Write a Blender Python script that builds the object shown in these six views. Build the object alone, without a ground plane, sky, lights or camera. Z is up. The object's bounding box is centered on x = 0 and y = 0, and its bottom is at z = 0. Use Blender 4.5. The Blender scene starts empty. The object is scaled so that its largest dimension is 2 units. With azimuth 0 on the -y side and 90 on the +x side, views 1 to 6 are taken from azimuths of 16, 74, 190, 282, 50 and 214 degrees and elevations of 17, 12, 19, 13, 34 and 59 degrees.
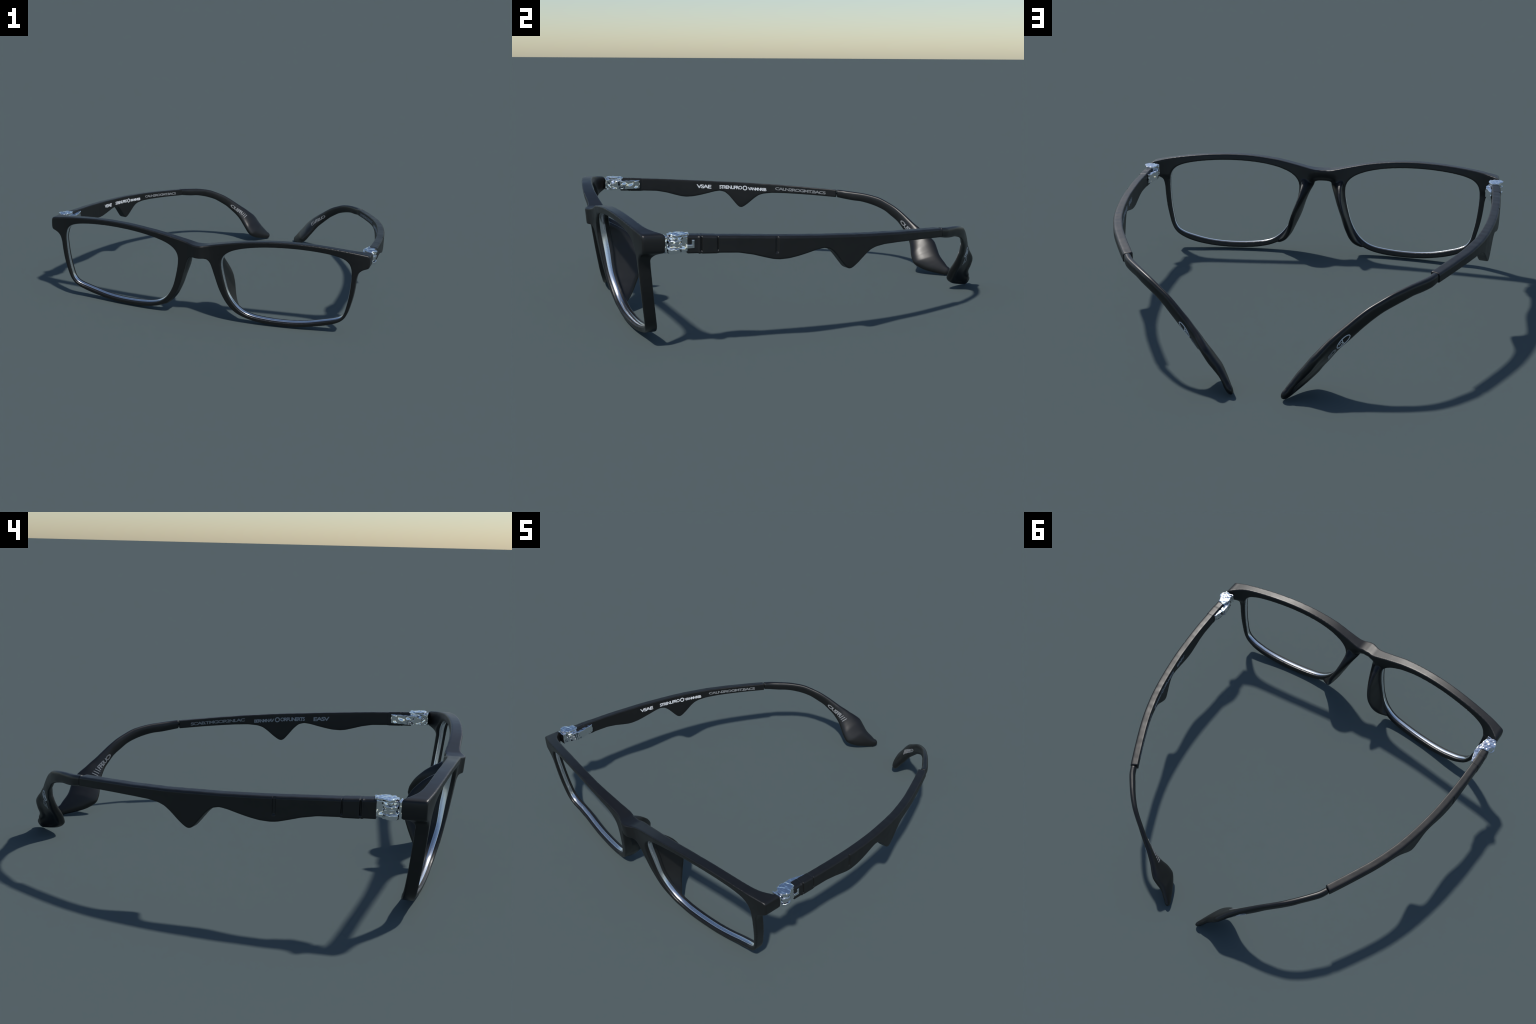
"""Black rectangular eyeglasses lying open on their rims and temple tips.
Built part by part: moulded front (rims, bridge, end pieces, nose pads), metal
rim liners, spring hinges, temple bars, temple tips and printed lettering."""
import bpy, bmesh, math
import numpy as np
from mathutils import Vector

# ------------------------------------------------------------------ helpers
def spline(pts, n=12, closed=False):
    """centripetal Catmull-Rom through control points"""
    P = np.array(pts, float)
    if closed:
        Q = np.vstack([P[-1], P, P[0], P[1]])
    else:
        Q = np.vstack([2 * P[0] - P[1], P, 2 * P[-1] - P[-2]])
    out = []
    for i in range(1, len(Q) - 2):
        p0, p1, p2, p3 = Q[i - 1:i + 3]
        t0 = 0.0
        t1 = t0 + max(np.linalg.norm(p1 - p0), 1e-6) ** .5
        t2 = t1 + max(np.linalg.norm(p2 - p1), 1e-6) ** .5
        t3 = t2 + max(np.linalg.norm(p3 - p2), 1e-6) ** .5
        for t in np.linspace(t1, t2, n, endpoint=False):
            a1 = (t1 - t) / (t1 - t0) * p0 + (t - t0) / (t1 - t0) * p1
            a2 = (t2 - t) / (t2 - t1) * p1 + (t - t1) / (t2 - t1) * p2
            a3 = (t3 - t) / (t3 - t2) * p2 + (t - t2) / (t3 - t2) * p3
            b1 = (t2 - t) / (t2 - t0) * a1 + (t - t0) / (t2 - t0) * a2
            b2 = (t3 - t) / (t3 - t1) * a2 + (t - t1) / (t3 - t1) * a3
            out.append((t2 - t) / (t2 - t1) * b1 + (t - t1) / (t2 - t1) * b2)
    if not closed:
        out.append(P[-1])
    return np.array(out)

def resample(P, n, closed=False):
    if closed:
        P = np.vstack([P, P[:1]])
    s = np.r_[0, np.cumsum(np.linalg.norm(np.diff(P, axis=0), axis=1))]
    u = np.linspace(0, s[-1], n, endpoint=not closed)
    return np.stack([np.interp(u, s, P[:, k]) for k in range(P.shape[1])], 1)

class Profile:
    """smooth 1-D function through control values"""
    def __init__(self, pts, blur=.012, even=False):
        a = np.array(sorted(pts), float)
        if even:
            a = np.vstack([np.column_stack([-a[::-1, 0], a[::-1, 1]])[:-1 if a[0, 0] == 0 else None], a])
        self.x = np.linspace(a[0, 0], a[-1, 0], 3000)
        y = np.interp(self.x, a[:, 0], a[:, 1])
        m = max(1, int(blur / (self.x[1] - self.x[0])))
        for _ in range(2):
            pad = np.r_[2 * y[0] - y[m:0:-1], y, 2 * y[-1] - y[-2:-m - 2:-1]]
            y = np.convolve(pad, np.ones(2 * m + 1) / (2 * m + 1), 'valid')
        self.y = y
    def __call__(self, v):
        return np.interp(v, self.x, self.y)

def smoothstep(v, a, b):
    t = np.clip((np.asarray(v, float) - a) / (b - a), 0, 1)
    return t * t * (3 - 2 * t)

def new_object(name, verts, faces, material, parent=None, smooth=True):
    me = bpy.data.meshes.new(name)
    me.from_pydata([tuple(map(float, v)) for v in verts], [], [tuple(map(int, f)) for f in faces])
    me.update()
    bm = bmesh.new(); bm.from_mesh(me)
    bmesh.ops.recalc_face_normals(bm, faces=bm.faces)
    bm.to_mesh(me); bm.free()
    if smooth:
        me.polygons.foreach_set('use_smooth', [True] * len(me.polygons))
    if material:
        me.materials.append(material)
    ob = bpy.data.objects.new(name, me)
    bpy.context.scene.collection.objects.link(ob)
    if parent:
        ob.parent = parent
    return ob

def mirrored(ob, name, parent=None):
    """x-mirrored twin"""
    me = ob.data.copy(); me.name = name
    co = np.empty(len(me.vertices) * 3); me.vertices.foreach_get('co', co)
    co[0::3] *= -1; me.vertices.foreach_set('co', co)
    me.flip_normals(); me.update()
    tw = bpy.data.objects.new(name, me)
    bpy.context.scene.collection.objects.link(tw)
    tw.parent = parent if parent else ob.parent
    return tw

def sharp_by_angle(ob, deg=35):
    bm = bmesh.new(); bm.from_mesh(ob.data)
    for e in bm.edges:
        e.smooth = len(e.link_faces) != 2 or e.calc_face_angle(0) < math.radians(deg)
    bm.to_mesh(ob.data); bm.free()

def apply_modifiers(ob):
    dg = bpy.context.evaluated_depsgraph_get(); dg.update()
    me = bpy.data.meshes.new_from_object(ob.evaluated_get(dg))
    old = ob.data
    ob.modifiers.clear()
    if ob.type == 'MESH':
        ob.data = me
        bpy.data.meshes.remove(old)
    return me

def loft(rings, caps=True):
    n = len(rings[0]); V = [p for r in rings for p in r]; F = []
    for i in range(len(rings) - 1):
        for j in range(n):
            a, b = i * n + j, i * n + (j + 1) % n
            F.append((a, b, b + n, a + n))
    if caps:
        F.append(tuple(range(n))[::-1])
        F.append(tuple(range((len(rings) - 1) * n, len(rings) * n)))
    return V, F

# ---------------------------------------------------------------- materials
def principled(name, colour, rough, metallic=0., spec=.5):
    m = bpy.data.materials.new(name); m.use_nodes = True
    b = m.node_tree.nodes['Principled BSDF']
    b.inputs['Base Color'].default_value = (*colour, 1)
    b.inputs['Roughness'].default_value = rough
    b.inputs['Metallic'].default_value = metallic
    b.inputs['Specular IOR Level'].default_value = spec
    return m, m.node_tree, b

def noise(nt, scale, detail=3., rough=.5, stretch=(1, 1, 1)):
    tc = nt.nodes.new('ShaderNodeTexCoord'); mp = nt.nodes.new('ShaderNodeMapping')
    mp.inputs['Scale'].default_value = stretch
    nz = nt.nodes.new('ShaderNodeTexNoise')
    nz.inputs['Scale'].default_value = scale
    nz.inputs['Detail'].default_value = detail
    nz.inputs['Roughness'].default_value = rough
    nt.links.new(tc.outputs['Object'], mp.inputs['Vector'])
    nt.links.new(mp.outputs['Vector'], nz.inputs['Vector'])
    return nz

def remap(nt, src, lo, hi, a=.3, b=.7):
    r = nt.nodes.new('ShaderNodeMapRange')
    r.inputs['From Min'].default_value = a; r.inputs['From Max'].default_value = b
    r.inputs['To Min'].default_value = lo; r.inputs['To Max'].default_value = hi
    nt.links.new(src.outputs['Fac'], r.inputs['Value'])
    return r

def bump(nt, bsdf, src, strength, dist):
    b = nt.nodes.new('ShaderNodeBump')
    b.inputs['Strength'].default_value = strength; b.inputs['Distance'].default_value = dist
    nt.links.new(src.outputs['Fac'], b.inputs['Height'])
    nt.links.new(b.outputs['Normal'], bsdf.inputs['Normal'])

def black_plastic(name, colour, rough, bumpiness, wave):
    m, nt, b = principled(name, colour, rough)
    n1 = noise(nt, 9, 3)
    r = remap(nt, n1, rough - .04, rough + .05)
    nt.links.new(r.outputs['Result'], b.inputs['Roughness'])
    ramp = nt.nodes.new('ShaderNodeValToRGB')
    ramp.color_ramp.elements[0].position = .3; ramp.color_ramp.elements[1].position = .75
    ramp.color_ramp.elements[0].color = (*[c * .88 for c in colour], 1)
    ramp.color_ramp.elements[1].color = (*[c * 1.12 for c in colour], 1)
    n2 = noise(nt, 30, 4)
    nt.links.new(n2.outputs['Fac'], ramp.inputs['Fac'])
    nt.links.new(ramp.outputs['Color'], b.inputs['Base Color'])
    if bumpiness:
        bump(nt, b, noise(nt, wave, 1.5, .4), bumpiness, .004)
    return m

BLACK = (.0072, .0074, .0078)
MAT_FRAME = black_plastic('matt_black_acetate', BLACK, .39, .05, 14)
MAT_TEMPLE = black_plastic('worn_black_acetate', BLACK, .42, .28, 20)
MAT_TIP = black_plastic('black_rubber_tip', BLACK, .37, .0, 10)

def chrome(name, colour, rough, scale, strength, stretch=(1, 1, 1)):
    m, nt, b = principled(name, colour, rough, 1.)
    n = noise(nt, scale, 2.5, .5, stretch)
    bump(nt, b, n, strength, .004)
    r = remap(nt, noise(nt, scale * 2, 3), rough * .7, rough * 1.6)
    nt.links.new(r.outputs['Result'], b.inputs['Roughness'])
    return m

MAT_CHROME = chrome('polished_chrome', (.90, .91, .93), .07, 36, .28)
MAT_LINER, _nt, _b = principled('satin_metal_liner', (.80, .82, .86), .24, 1.)
bump(_nt, _b, noise(_nt, 70, 2), .03, .003)
MAT_PRINT, _, _ = principled('white_print', (.78, .80, .83), .40)
MAT_FAINT, _, _ = principled('faint_grey_print', (.23, .24, .25), .45)
MAT_PRINT_MID, _, _ = principled('mid_grey_print', (.32, .34, .37), .45)  # mid grey print, darker than white_print; used for the words on the +x bar's inner face

# --------------------------------------------------------------- the object
root = bpy.data.objects.new('eyeglasses', None)
bpy.context.scene.collection.objects.link(root)
root['label'] = 'matt black rectangular eyeglasses with chrome hinges and no lenses'
root['category'] = 'eyeglasses'

# ============================================================ moulded front
front_y = Profile([(0, -1.003), (.018, -1.002), (.042, -.990), (.068, -.981), (.1, -.978), (.143, -.978), (.25, -.979),
                   (.345, -.973), (.43, -.965), (.54, -.953), (.63, -.941), (.725, -.928), (.82, -.914), (.887, -.903),
                   (.914, -.897), (.945, -.889), (.974, -.881), (1.02, -.870)], .006, True)
depth_of = Profile([(0, .088), (.045, .078), (.08, .068), (.13, .062), (.18, .060), (.25, .058), (.33, .054),
                    (.43, .052), (.55, .051), (.80, .051), (.86, .053), (.90, .059), (.925, .068), (.955, .083),
                    (.975, .094), (1.02, .096)], .008, True)
# rims lean, bottom further back; bridge and end pieces stand more upright
tilt = Profile([(0, .08), (.05, .10), (.1, .12), (.13, .14), (.17, .155), (.216, .175), (.266, .184), (.3, .187), (.70, .185), (.77, .172),
                (.83, .145), (.88, .118), (.905, .100), (.935, .05), (.965, .01), (1.02, 0)], .012, True)

def yfront(x, z):
    return front_y(x) - tilt(x) * (z - .5)

def depth(x, z):
    d = depth_of(x); a = np.abs(x)
    rim = .049
    up = smoothstep(z, .385, .425)             # only the end piece is deep, not the rim under it
    side = smoothstep(a, .80, .86)
    d = d * (1 - side) + (rim + (d - rim) * up) * side
    d = d * (1 - .36 * (1 - smoothstep(a, .05, .09)) * (1 - smoothstep(z, .385, .455)))   # bridge is undercut
    lowb = smoothstep(.30 - z, 0, .12)         # nasal part of the rim thins downwards
    return d * (1 - lowb) + np.minimum(d, .050) * lowb

def place(x, z, f):
    """front sheet coordinates (x, z) and depth fraction f -> space"""
    d = depth(x, z) * f
    lift = .25 * d * (1 - smoothstep(np.abs(x), .04, .07)) * (1 - smoothstep(z, .385, .43)) * (z > .3)
    return np.stack([x, yfront(x, z) + d, z + lift + .05 * d * (1 - smoothstep(z, .05, .2))], -1)

outer_half = [(0, .469), (.04, .471), (.07, .477), (.12, .488), (.17, .499), (.25, .515), (.345, .528), (.44, .537),
              (.54, .540), (.64, .538), (.73, .532), (.82, .523), (.89, .514), (.94, .506), (.967, .501), (.977, .495),
              (.980, .48), (.980, .45), (.978, .434), (.973, .426), (.958, .420), (.940, .412), (.923, .396), (.912, .366),
              (.906, .31), (.898, .25), (.884, .187), (.866, .128), (.846, .095), (.816, .071), (.755, .0455), (.66, .023),
              (.56, .0105), (.46, .0085), (.38, .0125), (.31, .024), (.258, .041), (.213, .065), (.166, .116), (.124, .198),
              (.095, .287), (.080, .336), (.068, .368), (.053, .386), (.036, .391), (0, .391)]
hole = [(.130, .378), (.138, .405), (.157, .430), (.190, .453), (.250, .476), (.340, .495), (.435, .5055), (.54, .5095),
        (.635, .507), (.725, .499), (.797, .486), (.844, .468), (.869, .444), (.881, .413), (.884, .375), (.881, .315),
        (.872, .240), (.860, .180), (.847, .131), (.828, .1035), (.797, .0865), (.737, .0685), (.641, .0465), (.543, .036),
        (.443, .0355), (.368, .041), (.317, .0485), (.271, .064), (.231, .092), (.198, .132), (.170, .186), (.149, .255),
        (.135, .316), (.130, .352)]
half = spline(outer_half, 10)
outline = np.vstack([half[:-1], (half * [-1, 1])[::-1][:-1]])
hole_r = spline(hole, 8, True)
_t = np.roll(hole_r, -1, 0) - np.roll(hole_r, 1, 0)
_n = np.stack([-_t[:, 1], _t[:, 0]], 1); _n /= np.linalg.norm(_n, axis=1)[:, None]
if ((hole_r.mean(0) - hole_r) * _n).sum() < 0: _n = -_n
hole_r = hole_r + _n * .0025                # the moulding rounds the lip back a little

def sheet_mesh(loops, thick):
    cu = bpy.data.curves.new('sheet', 'CURVE'); cu.dimensions = '2D'; cu.fill_mode = 'BOTH'
    cu.extrude = thick / 2
    for L in loops:
        sp = cu.splines.new('POLY'); sp.points.add(len(L) - 1); sp.use_cyclic_u = True
        sp.points.foreach_set('co', np.column_stack([L, np.zeros(len(L)), np.ones(len(L))]).ravel())
    ob = bpy.data.objects.new('sheet', cu)
    bpy.context.scene.collection.objects.link(ob)
    dg = bpy.context.evaluated_depsgraph_get(); dg.update()
    me = bpy.data.meshes.new_from_object(ob.evaluated_get(dg))
    bpy.data.objects.remove(ob); bpy.data.curves.remove(cu)
    bm = bmesh.new(); bm.from_mesh(me)
    bmesh.ops.remove_doubles(bm, verts=bm.verts, dist=1e-6)
    bmesh.ops.recalc_face_normals(bm, faces=bm.faces)
    bm.to_mesh(me); bm.free()
    return me

def remeshed(me, voxel):
    ob = bpy.data.objects.new('work', me)
    bpy.context.scene.collection.objects.link(ob)
    md = ob.modifiers.new('r', 'REMESH'); md.mode = 'VOXEL'; md.voxel_size = voxel; md.adaptivity = 0
    out = apply_modifiers(ob)
    bpy.data.objects.remove(ob)
    return out

SHEET = .05
flat = remeshed(sheet_mesh([outline, hole_r, hole_r * [-1, 1]], SHEET), .0032)
co = np.empty(len(flat.vertices) * 3); flat.vertices.foreach_get('co', co); co = co.reshape(-1, 3)
body = place(co[:, 0], co[:, 1], np.clip(co[:, 2] / SHEET + .5, -.05, 1.05))
frac = np.clip(co[:, 2] / SHEET + .5, 0, 1)
hole_d = resample(hole_r, 800, True)
_t = np.roll(hole_d, -3, 0) - np.roll(hole_d, 3, 0)
_n = np.stack([-_t[:, 1], _t[:, 0]], 1); _n /= np.linalg.norm(_n, axis=1)[:, None]
if ((hole_d.mean(0) - hole_d) * _n).sum() < 0: _n = -_n
for sx in (1, -1):                          # the front lip opens wider than the back lip, most at the bottom
    near = np.where(co[:, 0] * sx > .08)[0]
    p2 = co[near, :2] * [sx, 1]
    k = np.empty(len(near), int); dist = np.empty(len(near))
    for i in range(0, len(near), 4000):
        d2 = ((p2[i:i + 4000, None, :] - hole_d[None]) ** 2).sum(-1)
        k[i:i + 4000] = d2.argmin(1); dist[i:i + 4000] = np.sqrt(d2.min(1))
    fall = 1 - smoothstep(dist, .002, .016)
    amount = .0055 * (1 - frac[near]) * fall * (1 - .75 * smoothstep(p2[:, 1], .15, .42))
    body[near, 0] -= _n[k, 0] * sx * amount
    body[near, 2] -= _n[k, 1] * amount
flat.vertices.foreach_set('co', body.ravel()); flat.update()

# nose pads: fins that sweep back from the nasal side of each rim
pad_nasal = [(.418, .066, -.940), (.40, .060, -.935), (.385, .056, -.920), (.37, .066, -.888), (.347, .081, -.842), (.302, .102, -.796), (.275, .117, -.773),
             (.23, .137, -.759), (.166, .153, -.773), (.112, .173, -.792), (.075, .195, -.814), (.056, .217, -.836), (.045, .24, -.85)]
pad_ridge = [(.418, .100, -.905), (.412, .100, -.895), (.387, .100, -.848), (.36, .105, -.813), (.327, .114, -.781), (.283, .131, -.754), (.248, .146, -.746),
             (.2, .163, -.757), (.15, .174, -.777), (.11, .188, -.797), (.075, .214, -.819), (.055, .235, -.838), (.045, .247, -.85)]
pad_hole = [(.418, .125, -.915), (.40, .120, -.89), (.385, .118, -.862), (.365, .118, -.83), (.322, .127, -.783), (.281, .143, -.760), (.243, .156, -.752), (.2, .169, -.765),
            (.154, .183, -.787), (.117, .196, -.804), (.087, .213, -.821), (.072, .230, -.828), (.055, .244, -.842), (.045, .252, -.852)]
rim_out = Profile([(z, x) for x, z in [(.212, .064), (.235, .045), (.167, .112), (.127, .19), (.096, .28), (.079, .334), (.067, .365), (.05, .392), (.05, .42)]], .01)
rim_in = Profile([(z, x) for x, z in [(.265, .045), (.271, .062), (.231, .088), (.197, .127), (.170, .179), (.148, .247), (.133, .311), (.128, .376), (.128, .42)]], .01)
N = np.array(sorted(pad_nasal)); H = np.array(sorted(pad_hole)); R = np.array(sorted(pad_ridge))
levels = np.linspace(.047, .414, 74)
nx, ny = [Profile(list(zip(N[:, 0], N[:, k])), .012)(levels) for k in (1, 2)]
rx, ry = [Profile(list(zip(R[:, 0], R[:, k])), .012)(levels) for k in (1, 2)]
hx, hy = [Profile(list(zip(H[:, 0], H[:, k])), .012)(levels) for k in (1, 2)]
rings = []
for i, z in enumerate(levels):
    fo, fi = float(rim_out(z)) + .002, float(rim_in(z)) - .006
    yo = float(yfront(fo, z)) + .02
    # bowed flanks between rim and rear edge, rounded rear edge
    a0, a1 = np.array([fo, yo]), np.array([nx[i], ny[i]])
    b0, b1 = np.array([max(fi, fo + .006), yo]), np.array([hx[i], hy[i]])
    r1 = np.array([rx[i], ry[i]])
    loop = [a0 + (a1 - a0) * t - np.array([.009 * math.sin(math.pi * min(1, t)) , 0]) for t in np.linspace(0, .97, 10) if True]
    loop += [a1 * .5 + r1 * .5 + (r1 - (a1 + b1) / 2) * .2, r1, b1 * .5 + r1 * .5 + (r1 - (a1 + b1) / 2) * .2]
    loop += [b1 + (b0 - b1) * t for t in np.linspace(.06, 1, 8)]
    rings.append([(p[0], p[1], z) for p in loop])
pv, pf = loft(rings)
bm = bmesh.new(); bm.from_mesh(flat)
for sx in (1, -1):
    vs = [bm.verts.new((sx * v[0], v[1], v[2])) for v in pv]
    for f in pf:
        bm.faces.new([vs[k] for k in (f if sx > 0 else f[::-1])])
bm.normal_update()
bm.to_mesh(flat); bm.free()
bm = bmesh.new(); bm.from_mesh(flat)
bmesh.ops.recalc_face_normals(bm, faces=bm.faces); bm.to_mesh(flat); bm.free()
whole = remeshed(flat, .0029)
def fair(me, rounds, shrink=.5, grow=-.52):
    """Taubin smoothing: takes the voxel steps off without thinning the part"""
    c = np.empty(len(me.vertices) * 3); me.vertices.foreach_get('co', c); c = c.reshape(-1, 3)
    e = np.empty(len(me.edges) * 2, int); me.edges.foreach_get('vertices', e); e = e.reshape(-1, 2)
    deg = np.bincount(e.ravel(), minlength=len(c))[:, None]
    for k in range(rounds * 2):
        acc = np.zeros_like(c)
        for ax in range(3):
            acc[:, ax] = np.bincount(e[:, 0], c[e[:, 1], ax], len(c)) + np.bincount(e[:, 1], c[e[:, 0], ax], len(c))
        c = c + (acc / deg - c) * (shrink if k % 2 == 0 else grow)
    me.vertices.foreach_set('co', c.ravel()); me.update()

fair(whole, 26)
fair(whole, 2, .5, .5)
co = np.empty(len(whole.vertices) * 3); whole.vertices.foreach_get('co', co); co = co.reshape(-1, 3)
nor = np.empty(len(whole.vertices) * 3); whole.vertices.foreach_get('normal', nor); nor = nor.reshape(-1, 3)
co = co + nor * .0003                       # give back what smoothing took
co[:, 2] = np.maximum(co[:, 2], .0002)

def region(c):
    x, y, z = c; a = abs(x)
    s = 0 if x > 0 else 1
    if a > .928 and z > .405: return ('end_piece', s)
    if a < .27 and z < .40 and y > float(yfront(x, z)) + .056 and a > .05: return ('nose_pad', s)
    if a < .078 and z > .34: return ('bridge', 0)
    return ('rim', s)

groups = {}
for p in whole.polygons:
    idx = list(p.vertices)
    groups.setdefault(region(co[idx].mean(0)), []).append(idx)
front_parts = {}
for (kind, s) in sorted(groups):
    faces = groups[(kind, s)]
    used = sorted({k for f in faces for k in f}); new = {k: i for i, k in enumerate(used)}
    me = bpy.data.meshes.new(kind)
    me.from_pydata(co[used].tolist(), [], [[new[k] for k in f] for f in faces]); me.update()
    me.polygons.foreach_set('use_smooth', [True] * len(me.polygons))
    me.normals_split_custom_set_from_vertices(nor[used].tolist())
    me.materials.append(MAT_FRAME)
    ob = bpy.data.objects.new(kind, me)
    bpy.context.scene.collection.objects.link(ob); ob.parent = root
    front_parts[(kind, s)] = ob
bpy.data.meshes.remove(whole)

# metal liner in the lens groove of each rim
H2 = resample(hole_r, 420, True)
tang = np.roll(H2, -1, 0) - np.roll(H2, 1, 0)
inward = np.stack([-tang[:, 1], tang[:, 0]], 1); inward /= np.linalg.norm(inward, axis=1)[:, None]
if ((H2.mean(0) - H2) * inward).sum() < 0: inward = -inward

def liner(name, section, parent):
    rings = []
    for f, off in section:
        taper = .0055 * (1 - f) * (1 - .75 * smoothstep(H2[:, 1], .15, .42))      # follows the widening front lip
        q = H2 + inward * (off - taper)[:, None]
        rings.append(place(q[:, 0], q[:, 1], np.full(len(q), f)))
    rings = np.transpose(np.array(rings), (1, 0, 2))
    n, k = rings.shape[:2]
    V = rings.reshape(-1, 3)
    F = [(i * k + j, i * k + (j + 1) % k, ((i + 1) % n) * k + (j + 1) % k, ((i + 1) % n) * k + j) for i in range(n) for j in range(k)]
    return new_object(name, V, F, MAT_LINER, parent)

band = [(.27, -.006), (.27, .0002), (.32, .0014), (.42, .0024), (.54, .0027), (.63, .0021), (.70, .0006), (.70, -.005)]
mirrored(liner('rim_liner', band, front_parts[('rim', 0)]), 'rim_liner', front_parts[('rim', 1)])

# ================================================================== temples
bar_x = Profile([(-.79, .975), (-.69, .973), (-.57, .9725), (-.45, .969), (-.33, .961), (-.22, .950), (-.11, .933), (0, .911),
                 (.10, .886), (.21, .848), (.28, .819), (.353, .784), (.42, .751), (.49, .715), (.537, .690), (.62, .645)], .03)
bar_top = Profile([(-.72, .496), (-.65, .492), (-.57, .487), (-.45, .481), (-.33, .473), (-.22, .467), (-.11, .460), (0, .455),
                   (.11, .448), (.21, .443), (.28, .438), (.353, .434), (.42, .429), (.49, .424), (.54, .4205), (.62, .415)], .02)
bar_bottom = Profile([(-.72, .420), (-.65, .418), (-.57, .4155), (-.49, .4115), (-.43, .400), (-.385, .387), (-.344, .376), (-.315, .3725),
                      (-.274, .374), (-.232, .381), (-.188, .391), (-.148, .401), (-.115, .4055), (-.085, .398), (-.06, .376),
                      (-.031, .340), (-.010, .315), (0, .308), (.008, .305), (.018, .307), (.028, .312), (.050, .328), (.087, .360), (.113, .378), (.14, .387),
                      (.188, .3925), (.26, .392), (.34, .389), (.42, .385), (.54, .377), (.62, .371)], .006)
BAR = .044
grooves = [(-.645, .0045, .0050), (-.578, .0042, .0045)]           # cuts round the bar: y, half width, depth
slot = (-.3285, .0075, .402, .470, .0045)                          # pressed slot on the outer face

def bar_frame(y):
    e = 1e-3
    t = np.array([float(bar_x(y + e) - bar_x(y - e)), 2 * e]); t /= np.linalg.norm(t)
    n = np.array([-t[1], t[0]])
    return np.array([float(bar_x(y)), y]) - n * .006, t, n

stations = set(np.round(np.arange(-.70, .5371, .006), 4))
for c, w, _ in grooves:
    stations |= set(np.round(c + np.linspace(-2.2 * w, 2.2 * w, 15), 5))
stations |= set(np.round(slot[0] + np.linspace(-2.2 * slot[1], 2.2 * slot[1], 21), 5))
stations |= set(np.round(np.linspace(-.05, .06, 45), 5))
stations = np.array(sorted(stations))
rng = np.random.default_rng(7)
wob = [(rng.uniform(45, 190), rng.uniform(0, 6.28), rng.uniform(.00003, .0001)) for _ in range(9)]

def ring_at(y, shrink=0.):
    o, t, n = bar_frame(y)
    zt, zb = float(bar_top(y)), float(bar_bottom(y))
    collar = .0018 * (smoothstep(y, -.657, -.653) - smoothstep(y, -.576, -.572))
    zt += collar * .4; zb -= collar
    d0 = -collar
    g = sum(dep * .5 * (1 - smoothstep(abs(y - c), w * .4, w * 1.2)) for c, w, dep in grooves) * .35 + shrink
    wave = sum(a * math.sin(k * y + p) for k, p, a in wob)
    u0, u1 = d0 + g, BAR - g
    z0, z1 = zb + g, zt - g + wave
    pts = []
    def arc(cx, cz, r, a0, m):
        for a in np.linspace(a0, a0 + math.pi / 2, m):
            pts.append((cx + r * math.cos(a), cz + r * math.sin(a)))
    ro, ri, rb = .0105, .0045, .006
    # u: 0 outer face .. BAR inner face, going outer-bottom -> inner-bottom -> inner-top -> outer-top
    arc(u0 + rb, z0 + rb, rb, math.pi, 5)
    for s in np.linspace(0, 1, 5)[1:-1]: pts.append((u0 + rb + (u1 - u0 - 2 * rb) * s, z0))
    arc(u1 - rb, z0 + rb, rb, 1.5 * math.pi, 5)
    for s in np.linspace(0, 1, 9)[1:-1]: pts.append((u1, z0 + rb + (z1 - ri - z0 - rb) * s))
    arc(u1 - ri, z1 - ri, ri, 0, 5)
    for s in np.linspace(0, 1, 5)[1:-1]: pts.append((u1 - ri + (u0 + ro - u1 + ri) * s, z1))
    arc(u0 + ro, z1 - ro, ro, .5 * math.pi, 6)
    for s in np.linspace(0, 1, 30)[1:-1]: pts.append((u0, z1 - ro + (z0 + rb - z1 + ro) * s))
    out = []
    for u, z in pts:
        if u < .012:                                            # pressed details on the outer face
            for c, w, dep in grooves:
                u += dep * (1 - smoothstep(abs(y - c), w * .35, w)) * smoothstep(z, .424, .430) * (1 - smoothstep(z, .482, .490)) * (1 if u < .004 else .5)
            c, w, za, zb2, dep = slot
            k = (1 - smoothstep(abs(y - c), w * .55, w)) * smoothstep(z, za - .004, za + .004) * (1 - smoothstep(z, zb2 - .002, zb2 + .004))
            u += dep * k
        z -= .075 * (u1 - u) * float(smoothstep(z, z1 - .016, z1 - .005))   # top face slopes outwards
        p = o + n * u
        out.append((p[0], p[1], z))
    return out

rings = [ring_at(y) for y in stations]
first, last = ring_at(stations[0], .0015), ring_at(stations[-1], .0015)
o, t, n = bar_frame(stations[0]); first = [(p[0] - t[0] * .0012, p[1] - t[1] * .0012, p[2]) for p in first]
o, t, n = bar_frame(stations[-1]); last = [(p[0] + t[0] * .0012, p[1] + t[1] * .0012, p[2]) for p in last]
V, F = loft([first] + rings + [last])
temple = new_object('temple', V, F, MAT_TEMPLE, root)
sharp_by_angle(temple, 50)
temple_l = mirrored(temple, 'temple')

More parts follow.
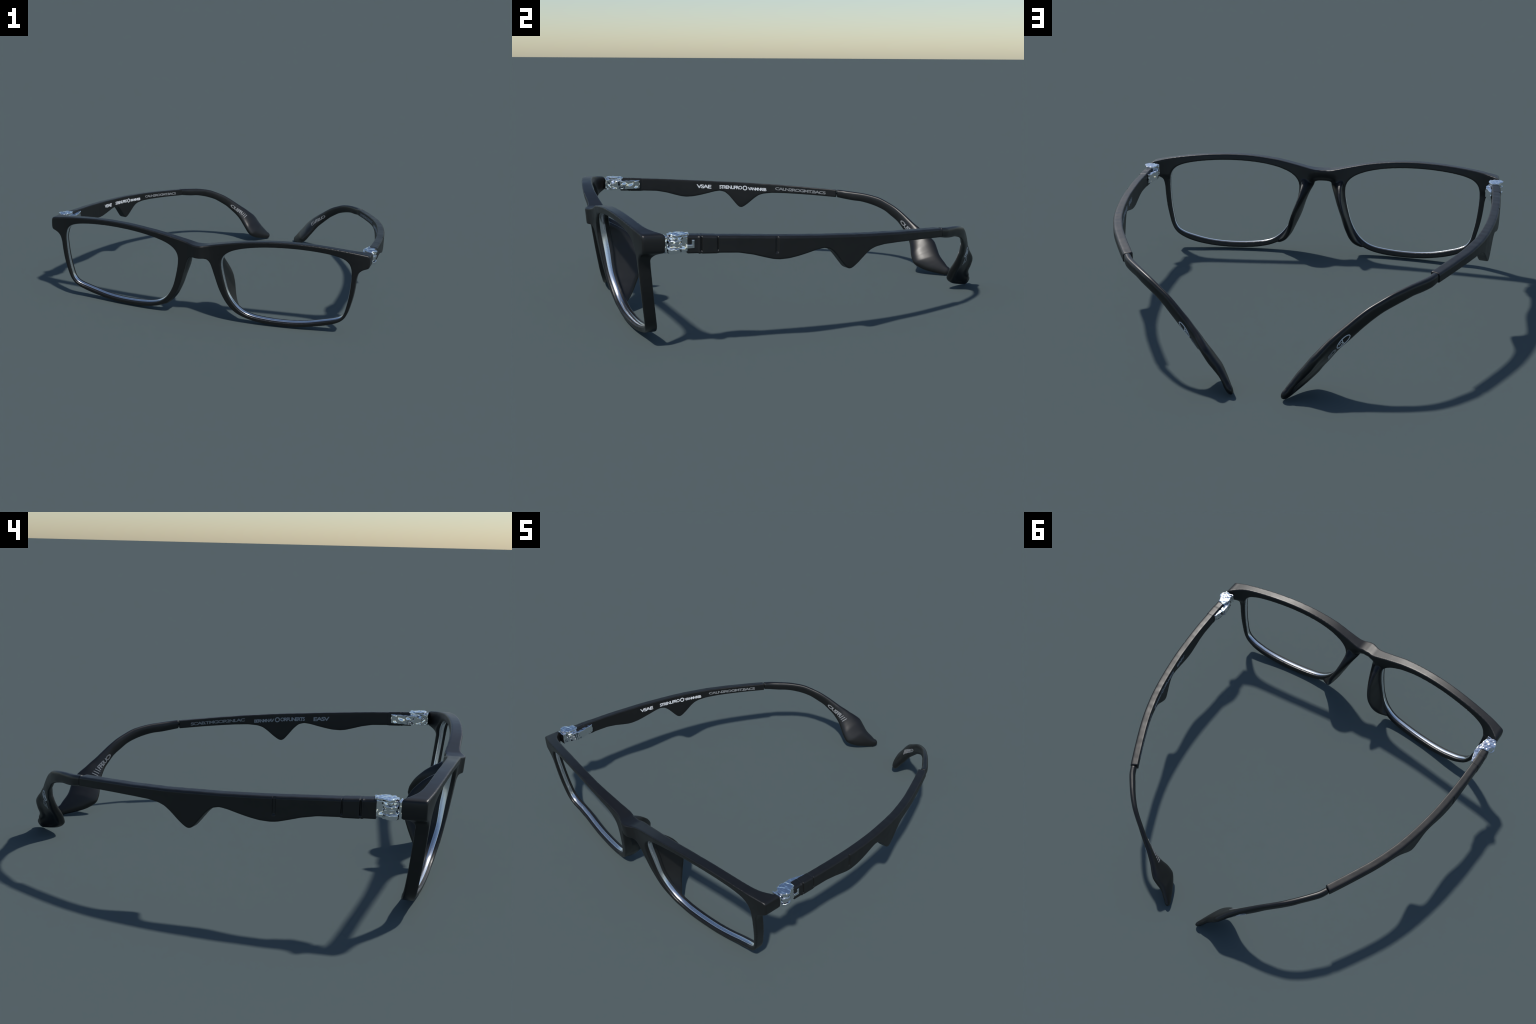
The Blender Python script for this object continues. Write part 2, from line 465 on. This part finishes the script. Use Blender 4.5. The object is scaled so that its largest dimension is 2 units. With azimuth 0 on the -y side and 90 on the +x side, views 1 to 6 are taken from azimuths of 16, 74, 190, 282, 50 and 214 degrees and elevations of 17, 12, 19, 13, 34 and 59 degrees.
# ---------------------------------------------------------------- temple tips
tip_pairs = [  # upper edge            lower edge             thickness
    ((.6745, .5375, .4195), (.6745, .5375, .3745), .034),
    ((.655, .573, .4155), (.656, .572, .3675), .034),
    ((.620, .618, .411), (.622, .613, .361), .033),
    ((.584, .660, .4065), (.588, .653, .3575), .031),
    ((.546, .698, .3985), (.553, .693, .3475), .030),
    ((.507, .734, .387), (.515, .727, .334), .028),
    ((.463, .766, .367), (.475, .757, .316), .027),
    ((.420, .795, .345), (.437, .781, .291), .027),
    ((.378, .822, .3165), (.401, .805, .264), .029),
    ((.339, .8485, .2855), (.364, .8205, .231), .033),
    ((.313, .866, .2645), (.340, .829, .209), .035),
    ((.289, .888, .243), (.312, .831, .1845), .037),
    ((.265, .908, .221), (.287, .832, .1565), .041),
    ((.242, .933, .1965), (.263, .827, .127), .047),
    ((.219, .953, .1705), (.240, .821, .099), .051),
    ((.1935, .959, .135), (.2225, .821, .075), .053),
    ((.1665, .962, .1025), (.205, .826, .0545), .051),
    ((.1475, .971, .081), (.1755, .861, .030), .043),
    ((.1375, .979, .068), (.1425, .914, .0135), .038),
    ((.121, .988, .0485), (.120, .956, .0045), .031)]
NT = len(tip_pairs)
T = spline([p[0] for p in tip_pairs], 9); Bt = spline([p[1] for p in tip_pairs], 9)
TH = np.interp(np.linspace(0, NT - 1, len(T)), range(NT), [p[2] for p in tip_pairs])
mid = (T + Bt) / 2
axis = np.gradient(mid, axis=0); axis /= np.linalg.norm(axis, axis=1)[:, None]
wid = T - Bt; half_w = np.linalg.norm(wid, axis=1) / 2; wdir = wid / (2 * half_w[:, None])
nrm = np.cross(axis, wdir); nrm /= np.linalg.norm(nrm, axis=1)[:, None]
for _ in range(6):                                             # even out the twist
    nrm[1:-1] = (nrm[:-2] + 2 * nrm[1:-1] + nrm[2:]) / 4
    nrm /= np.linalg.norm(nrm, axis=1)[:, None]

outer_face = 1 if nrm[60][1] > 0 else -1

def hollow(i, w, sgn):
    """the paddle is dished on its outer, downward side"""
    if sgn != outer_face: return 1.
    k = float(smoothstep(i, 104, 138) * (1 - smoothstep(i, 158, 169)))
    return 1 - .45 * k * (1 - float(smoothstep(abs(w), .35, .88)))

def tip_point(i, a, grow=0.):
    """i station, a angle round the section (0 = upper edge)"""
    ex = 2 / np.interp(i, [0, len(T) * .4, len(T) - 1], [2.7, 2.5, 2.3])
    c, s = math.cos(a), math.sin(a)
    w = np.sign(c) * abs(c) ** ex
    return mid[i] + wdir[i] * (half_w[i] + grow) * w + nrm[i] * (TH[i] / 2 + grow) * np.sign(s) * abs(s) ** ex * hollow(i, w, np.sign(s))

M = 64
ang = [2 * math.pi * k / M for k in range(M)]
rings = []
for sc in (.80, .93):                                          # slightly rounded start
    rings.append([mid[0] + (tip_point(0, a) - mid[0]) * sc - axis[0] * (.002 * (sc > .9) + .0028 * (sc < .9)) for a in ang])
rings += [[tip_point(i, a) for a in ang] for i in range(len(T))]
E_end = np.array([.1015, .996, .014]); L = rings[-1]; mend = mid[-1]
for k in (.35, .65, .85, .96):
    w = math.sqrt(1 - k * k)
    rings.append([mend + (E_end - mend) * k + (np.array(p) - mend) * w for p in L])
V, F = loft(rings)
V = [(v[0], v[1], max(v[2], .0005)) for v in V]
tip = new_object('temple_tip', V, F, MAT_TIP, temple)
tip_l = mirrored(tip, 'temple_tip', temple_l)
core = new_object('core_wire', *loft([[(.6735 + .006 * math.cos(a) , y, .397 + .006 * math.sin(a)) for a in ang[::6]] for y in (.51, .56)]), MAT_TIP, temple)
mirrored(core, 'core_wire', temple_l)

# ==================================================================== hinges
def prism(name, plan, z0, z1, parent, bevel=.002, dents=.0006, seed=1):
    V = [(x, y, z0) for x, y in plan] + [(x, y, z1) for x, y in plan]; n = len(plan)
    F = [tuple(range(n))[::-1], tuple(range(n, 2 * n))] + [(i, (i + 1) % n, n + (i + 1) % n, n + i) for i in range(n)]
    ob = new_object(name, V, F, MAT_CHROME, parent)
    md = ob.modifiers.new('b', 'BEVEL'); md.width = bevel; md.segments = 3; md.limit_method = 'ANGLE'
    md = ob.modifiers.new('r', 'REMESH'); md.mode = 'VOXEL'; md.voxel_size = .0016
    apply_modifiers(ob)
    me = ob.data
    c = np.empty(len(me.vertices) * 3); me.vertices.foreach_get('co', c); c = c.reshape(-1, 3)
    r = np.random.default_rng(seed)
    for _ in range(14):                                        # cast, slightly battered surface
        k = r.normal(size=3); k = k / np.linalg.norm(k) * r.uniform(80, 400); d = r.normal(size=3)
        c += (dents * np.sin(c @ k + r.uniform(0, 6.28)))[:, None] * d / np.linalg.norm(d) * .5
    me.vertices.foreach_set('co', c.ravel()); me.update()
    fair(me, 3, .5, -.3)
    me.polygons.foreach_set('use_smooth', [True] * len(me.polygons)); me.update()
    if not me.materials: me.materials.append(MAT_CHROME)
    return ob

def disc(cx, cy, r, a0=0, a1=2 * math.pi, n=28):
    return [(cx + r * math.cos(a), cy + r * math.sin(a)) for a in np.linspace(a0, a1, n, endpoint=abs(a1 - a0) < 6.28)]

PIVOT = (.962, -.744)
pieces = [
    # barrel plate that caps the knuckles and runs up to the bar
    ('hinge_plate', [(.934, -.690), (.922, -.715), (.920, -.742), (.930, -.766), (.948, -.779), (.968, -.781), (.988, -.770), (.997, -.752), (.993, -.735), (.978, -.722), (.972, -.694)], .488, .4995, 11),
    ('hinge_plate', [(.936, -.698), (.930, -.72), (.928, -.745), (.936, -.766), (.955, -.776), (.982, -.772), (.992, -.755), (.986, -.735), (.975, -.72), (.972, -.700)], .476, .4885, 12),
    ('hinge_knuckle', disc(PIVOT[0] + .004, PIVOT[1] - .008, .029), .460, .475, 13),
    ('hinge_knuckle', disc(PIVOT[0] - .002, PIVOT[1] - .004, .031), .444, .461, 14),
    ('hinge_knuckle', disc(PIVOT[0] + .004, PIVOT[1] - .008, .030), .424, .442, 15),
    # inner leaf screwed to the temple
    ('hinge_leaf', [(.934, -.700), (.9345, -.592), (.926, -.592), (.913, -.640), (.904, -.672), (.905, -.700), (.914, -.735), (.925, -.757), (.945, -.757)], .431, .480, 16),
    # core that fills the joint, and the flange on the end piece
    ('hinge_leaf', [(.932, -.697), (.934, -.782), (.968, -.782), (.972, -.740), (.976, -.715), (.976, -.697)], .428, .488, 17),
    ('hinge_flange', [(.926, -.7915), (.926, -.7835), (.982, -.7835), (.982, -.7915)], .428, .492, 18),
]
hinge = None
for nm, plan, z0, z1, seed in pieces:
    ob = prism(nm, plan, z0, z1, root, .0018, .0013 if 'leaf' in nm else .0012, seed)
    if hinge is None:
        hinge = ob; hinge.name = 'hinge'; hinge.data.name = 'hinge'
        hinge_l = mirrored(hinge, 'hinge', root)
    else:
        ob.parent = hinge
        mirrored(ob, nm, hinge_l)
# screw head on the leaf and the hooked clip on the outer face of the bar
clip = prism('hinge_clip', [(.976, -.702), (.976, -.673), (.9815, -.673), (.9815, -.702)], .441, .456, hinge, .0012, .0003, 21)
clip2 = prism('hinge_clip', [(.976, -.684), (.976, -.673), (.9815, -.673), (.9815, -.684)], .452, .475, hinge, .0012, .0003, 22)

# ================================================================= lettering
def glyphs(body, width, height, shear=0.):
    cu = bpy.data.curves.new('print', 'FONT'); cu.body = body; cu.size = 1; cu.extrude = .02; cu.shear = shear
    cu.resolution_u = 4; cu.space_character = .80; cu.offset = .024
    ob = bpy.data.objects.new('print', cu); bpy.context.scene.collection.objects.link(ob)
    dg = bpy.context.evaluated_depsgraph_get(); dg.update()
    me = bpy.data.meshes.new_from_object(ob.evaluated_get(dg))
    bpy.data.objects.remove(ob); bpy.data.curves.remove(cu)
    bm = bmesh.new(); bm.from_mesh(me)                         # fine enough to follow a curved face
    bmesh.ops.remove_doubles(bm, verts=bm.verts, dist=1e-5)
    for _ in range(3):
        bmesh.ops.triangulate(bm, faces=bm.faces)
        long = [e for e in bm.edges if e.calc_length() > .16]
        if long: bmesh.ops.subdivide_edges(bm, edges=long, cuts=1)
    bmesh.ops.triangulate(bm, faces=bm.faces)
    bm.to_mesh(me); bm.free()
    c = np.empty(len(me.vertices) * 3); me.vertices.foreach_get('co', c); c = c.reshape(-1, 3)
    lo, hi = c.min(0), c.max(0)
    q = np.stack([(c[:, 0] - lo[0]) / (hi[0] - lo[0]) * width, (c[:, 1] - lo[1]) / (hi[1] - lo[1]) * height, (c[:, 2] - lo[2]) / (hi[2] - lo[2])], 1)
    faces = [tuple(p.vertices) for p in me.polygons]
    bpy.data.meshes.remove(me)
    return q, faces

ys = np.linspace(-.70, .537, 800)
arc_s = np.r_[0, np.cumsum(np.hypot(np.diff(ys), np.diff(bar_x(ys))))]

def print_on_bar(body, ya, yb, height, drop, material, parent, side):
    """words on the inner face, reading front to back on the left bar"""
    sa, sb = np.interp([ya, yb], ys, arc_s)
    q, F = glyphs(body, sb - sa, height)
    V = []
    for s, h, e in q:
        s = s if side < 0 else (sb - sa) - s
        y = float(np.interp(sa + s, arc_s, ys))
        o, t, n = bar_frame(y)
        p = o + n * (BAR - .0006 + .0018 * e)
        V.append((side * p[0], p[1], float(bar_top(y)) - drop - height + h))
    ob = new_object('lettering', V, F, material, parent, smooth=False)
    return ob

for side, par in ((1, temple), (-1, temple_l)):
    words = (('VSAE', -.254, -.166, .022, .023, MAT_PRINT), ('STRENUPRO', -.118, .016, .021, .021, MAT_PRINT), ('O', .019, .046, .028, .018, MAT_PRINT),
             ('VANMNREB', .050, .158, .018, .025, MAT_PRINT), ('CALN2ROGMT.BACS', .208, .484, .017, .0155, MAT_FAINT))
    for body_, a, b_, h, dr, mt in words:
        print_on_bar(body_[::-1] if side > 0 else body_, a, b_, h, dr, MAT_PRINT_MID if side > 0 and mt is MAT_PRINT else mt, par, side)

def emblem():
    """outlined oval with a bar across it, as a thin raised line drawing"""
    q, F = [], []
    def strip(path, wid, closed):
        P = np.array(path); n = len(P)
        t = (np.roll(P, -1, 0) - np.roll(P, 1, 0)) if closed else np.gradient(P, axis=0)
        nn = np.stack([-t[:, 1], t[:, 0]], 1); nn /= np.linalg.norm(nn, axis=1)[:, None]
        b = len(q)
        for p, m in zip(P, nn):
            for sgn, e in ((-1, 0), (-1, 1), (1, 1), (1, 0)):
                v = p + m * sgn * wid / 2 * [.55, 1.3]
                q.append((v[0], v[1], e))
        for i in range(n if closed else n - 1):
            for j in range(4):
                F.append((b + 4 * i + j, b + 4 * i + (j + 1) % 4, b + 4 * ((i + 1) % n) + (j + 1) % 4, b + 4 * ((i + 1) % n) + j))
    strip([(.5 + .5 * math.cos(a), .5 + .5 * math.sin(a)) for a in np.linspace(0, 2 * math.pi, 60, endpoint=False)], .09, True)
    strip([(.52 + .03 * math.sin(4 * v), v) for v in np.linspace(.04, .96, 12)], .09, False)
    strip([(.70 + .12 * math.cos(a), .5 + .2 * math.sin(a)) for a in np.linspace(.4, 5.2, 20)], .05, False)
    return np.array(q), F

def print_on_tip(body, i0, i1, w0, w1, face, material, parent, side, shear=0.):
    """marks on the broad faces of a tip; face +1/-1 picks the side, w across -1..1"""
    q, F = emblem() if body is None else glyphs(body, 1, 1, shear)
    V = []
    for s, h, e in q:
        i = i0 + (i1 - i0) * s; k = int(i); f = i - k
        w = w0 + (w1 - w0) * h
        def surf(j):
            ex = 2 / np.interp(j, [0, len(T) * .4, len(T) - 1], [2.7, 2.5, 2.3])
            c = abs(w) ** (1 / ex); sn = math.sqrt(max(0, 1 - c * c)) ** ex
            return mid[j] + wdir[j] * half_w[j] * w + nrm[j] * face * (TH[j] / 2 * sn * hollow(j, w, face) - .0008 + .0024 * e)
        p = surf(k) * (1 - f) + surf(min(k + 1, len(T) - 1)) * f
        V.append((side * p[0], p[1], p[2]))
    return new_object('lettering', V, F, material, parent, smooth=False)

inner = 1 if nrm[60][1] < 0 else -1
for side, par in ((1, tip), (-1, tip_l)):
    print_on_tip('OUSFFI / / /', 76, 111, -.52, .12, inner, MAT_FAINT, par, side)
    print_on_tip(None, 84, 102, -.50, .34, -inner, MAT_PRINT, par, side)
    print_on_tip('ca', 104, 117, -.35, .15, -inner, MAT_FAINT, par, side)
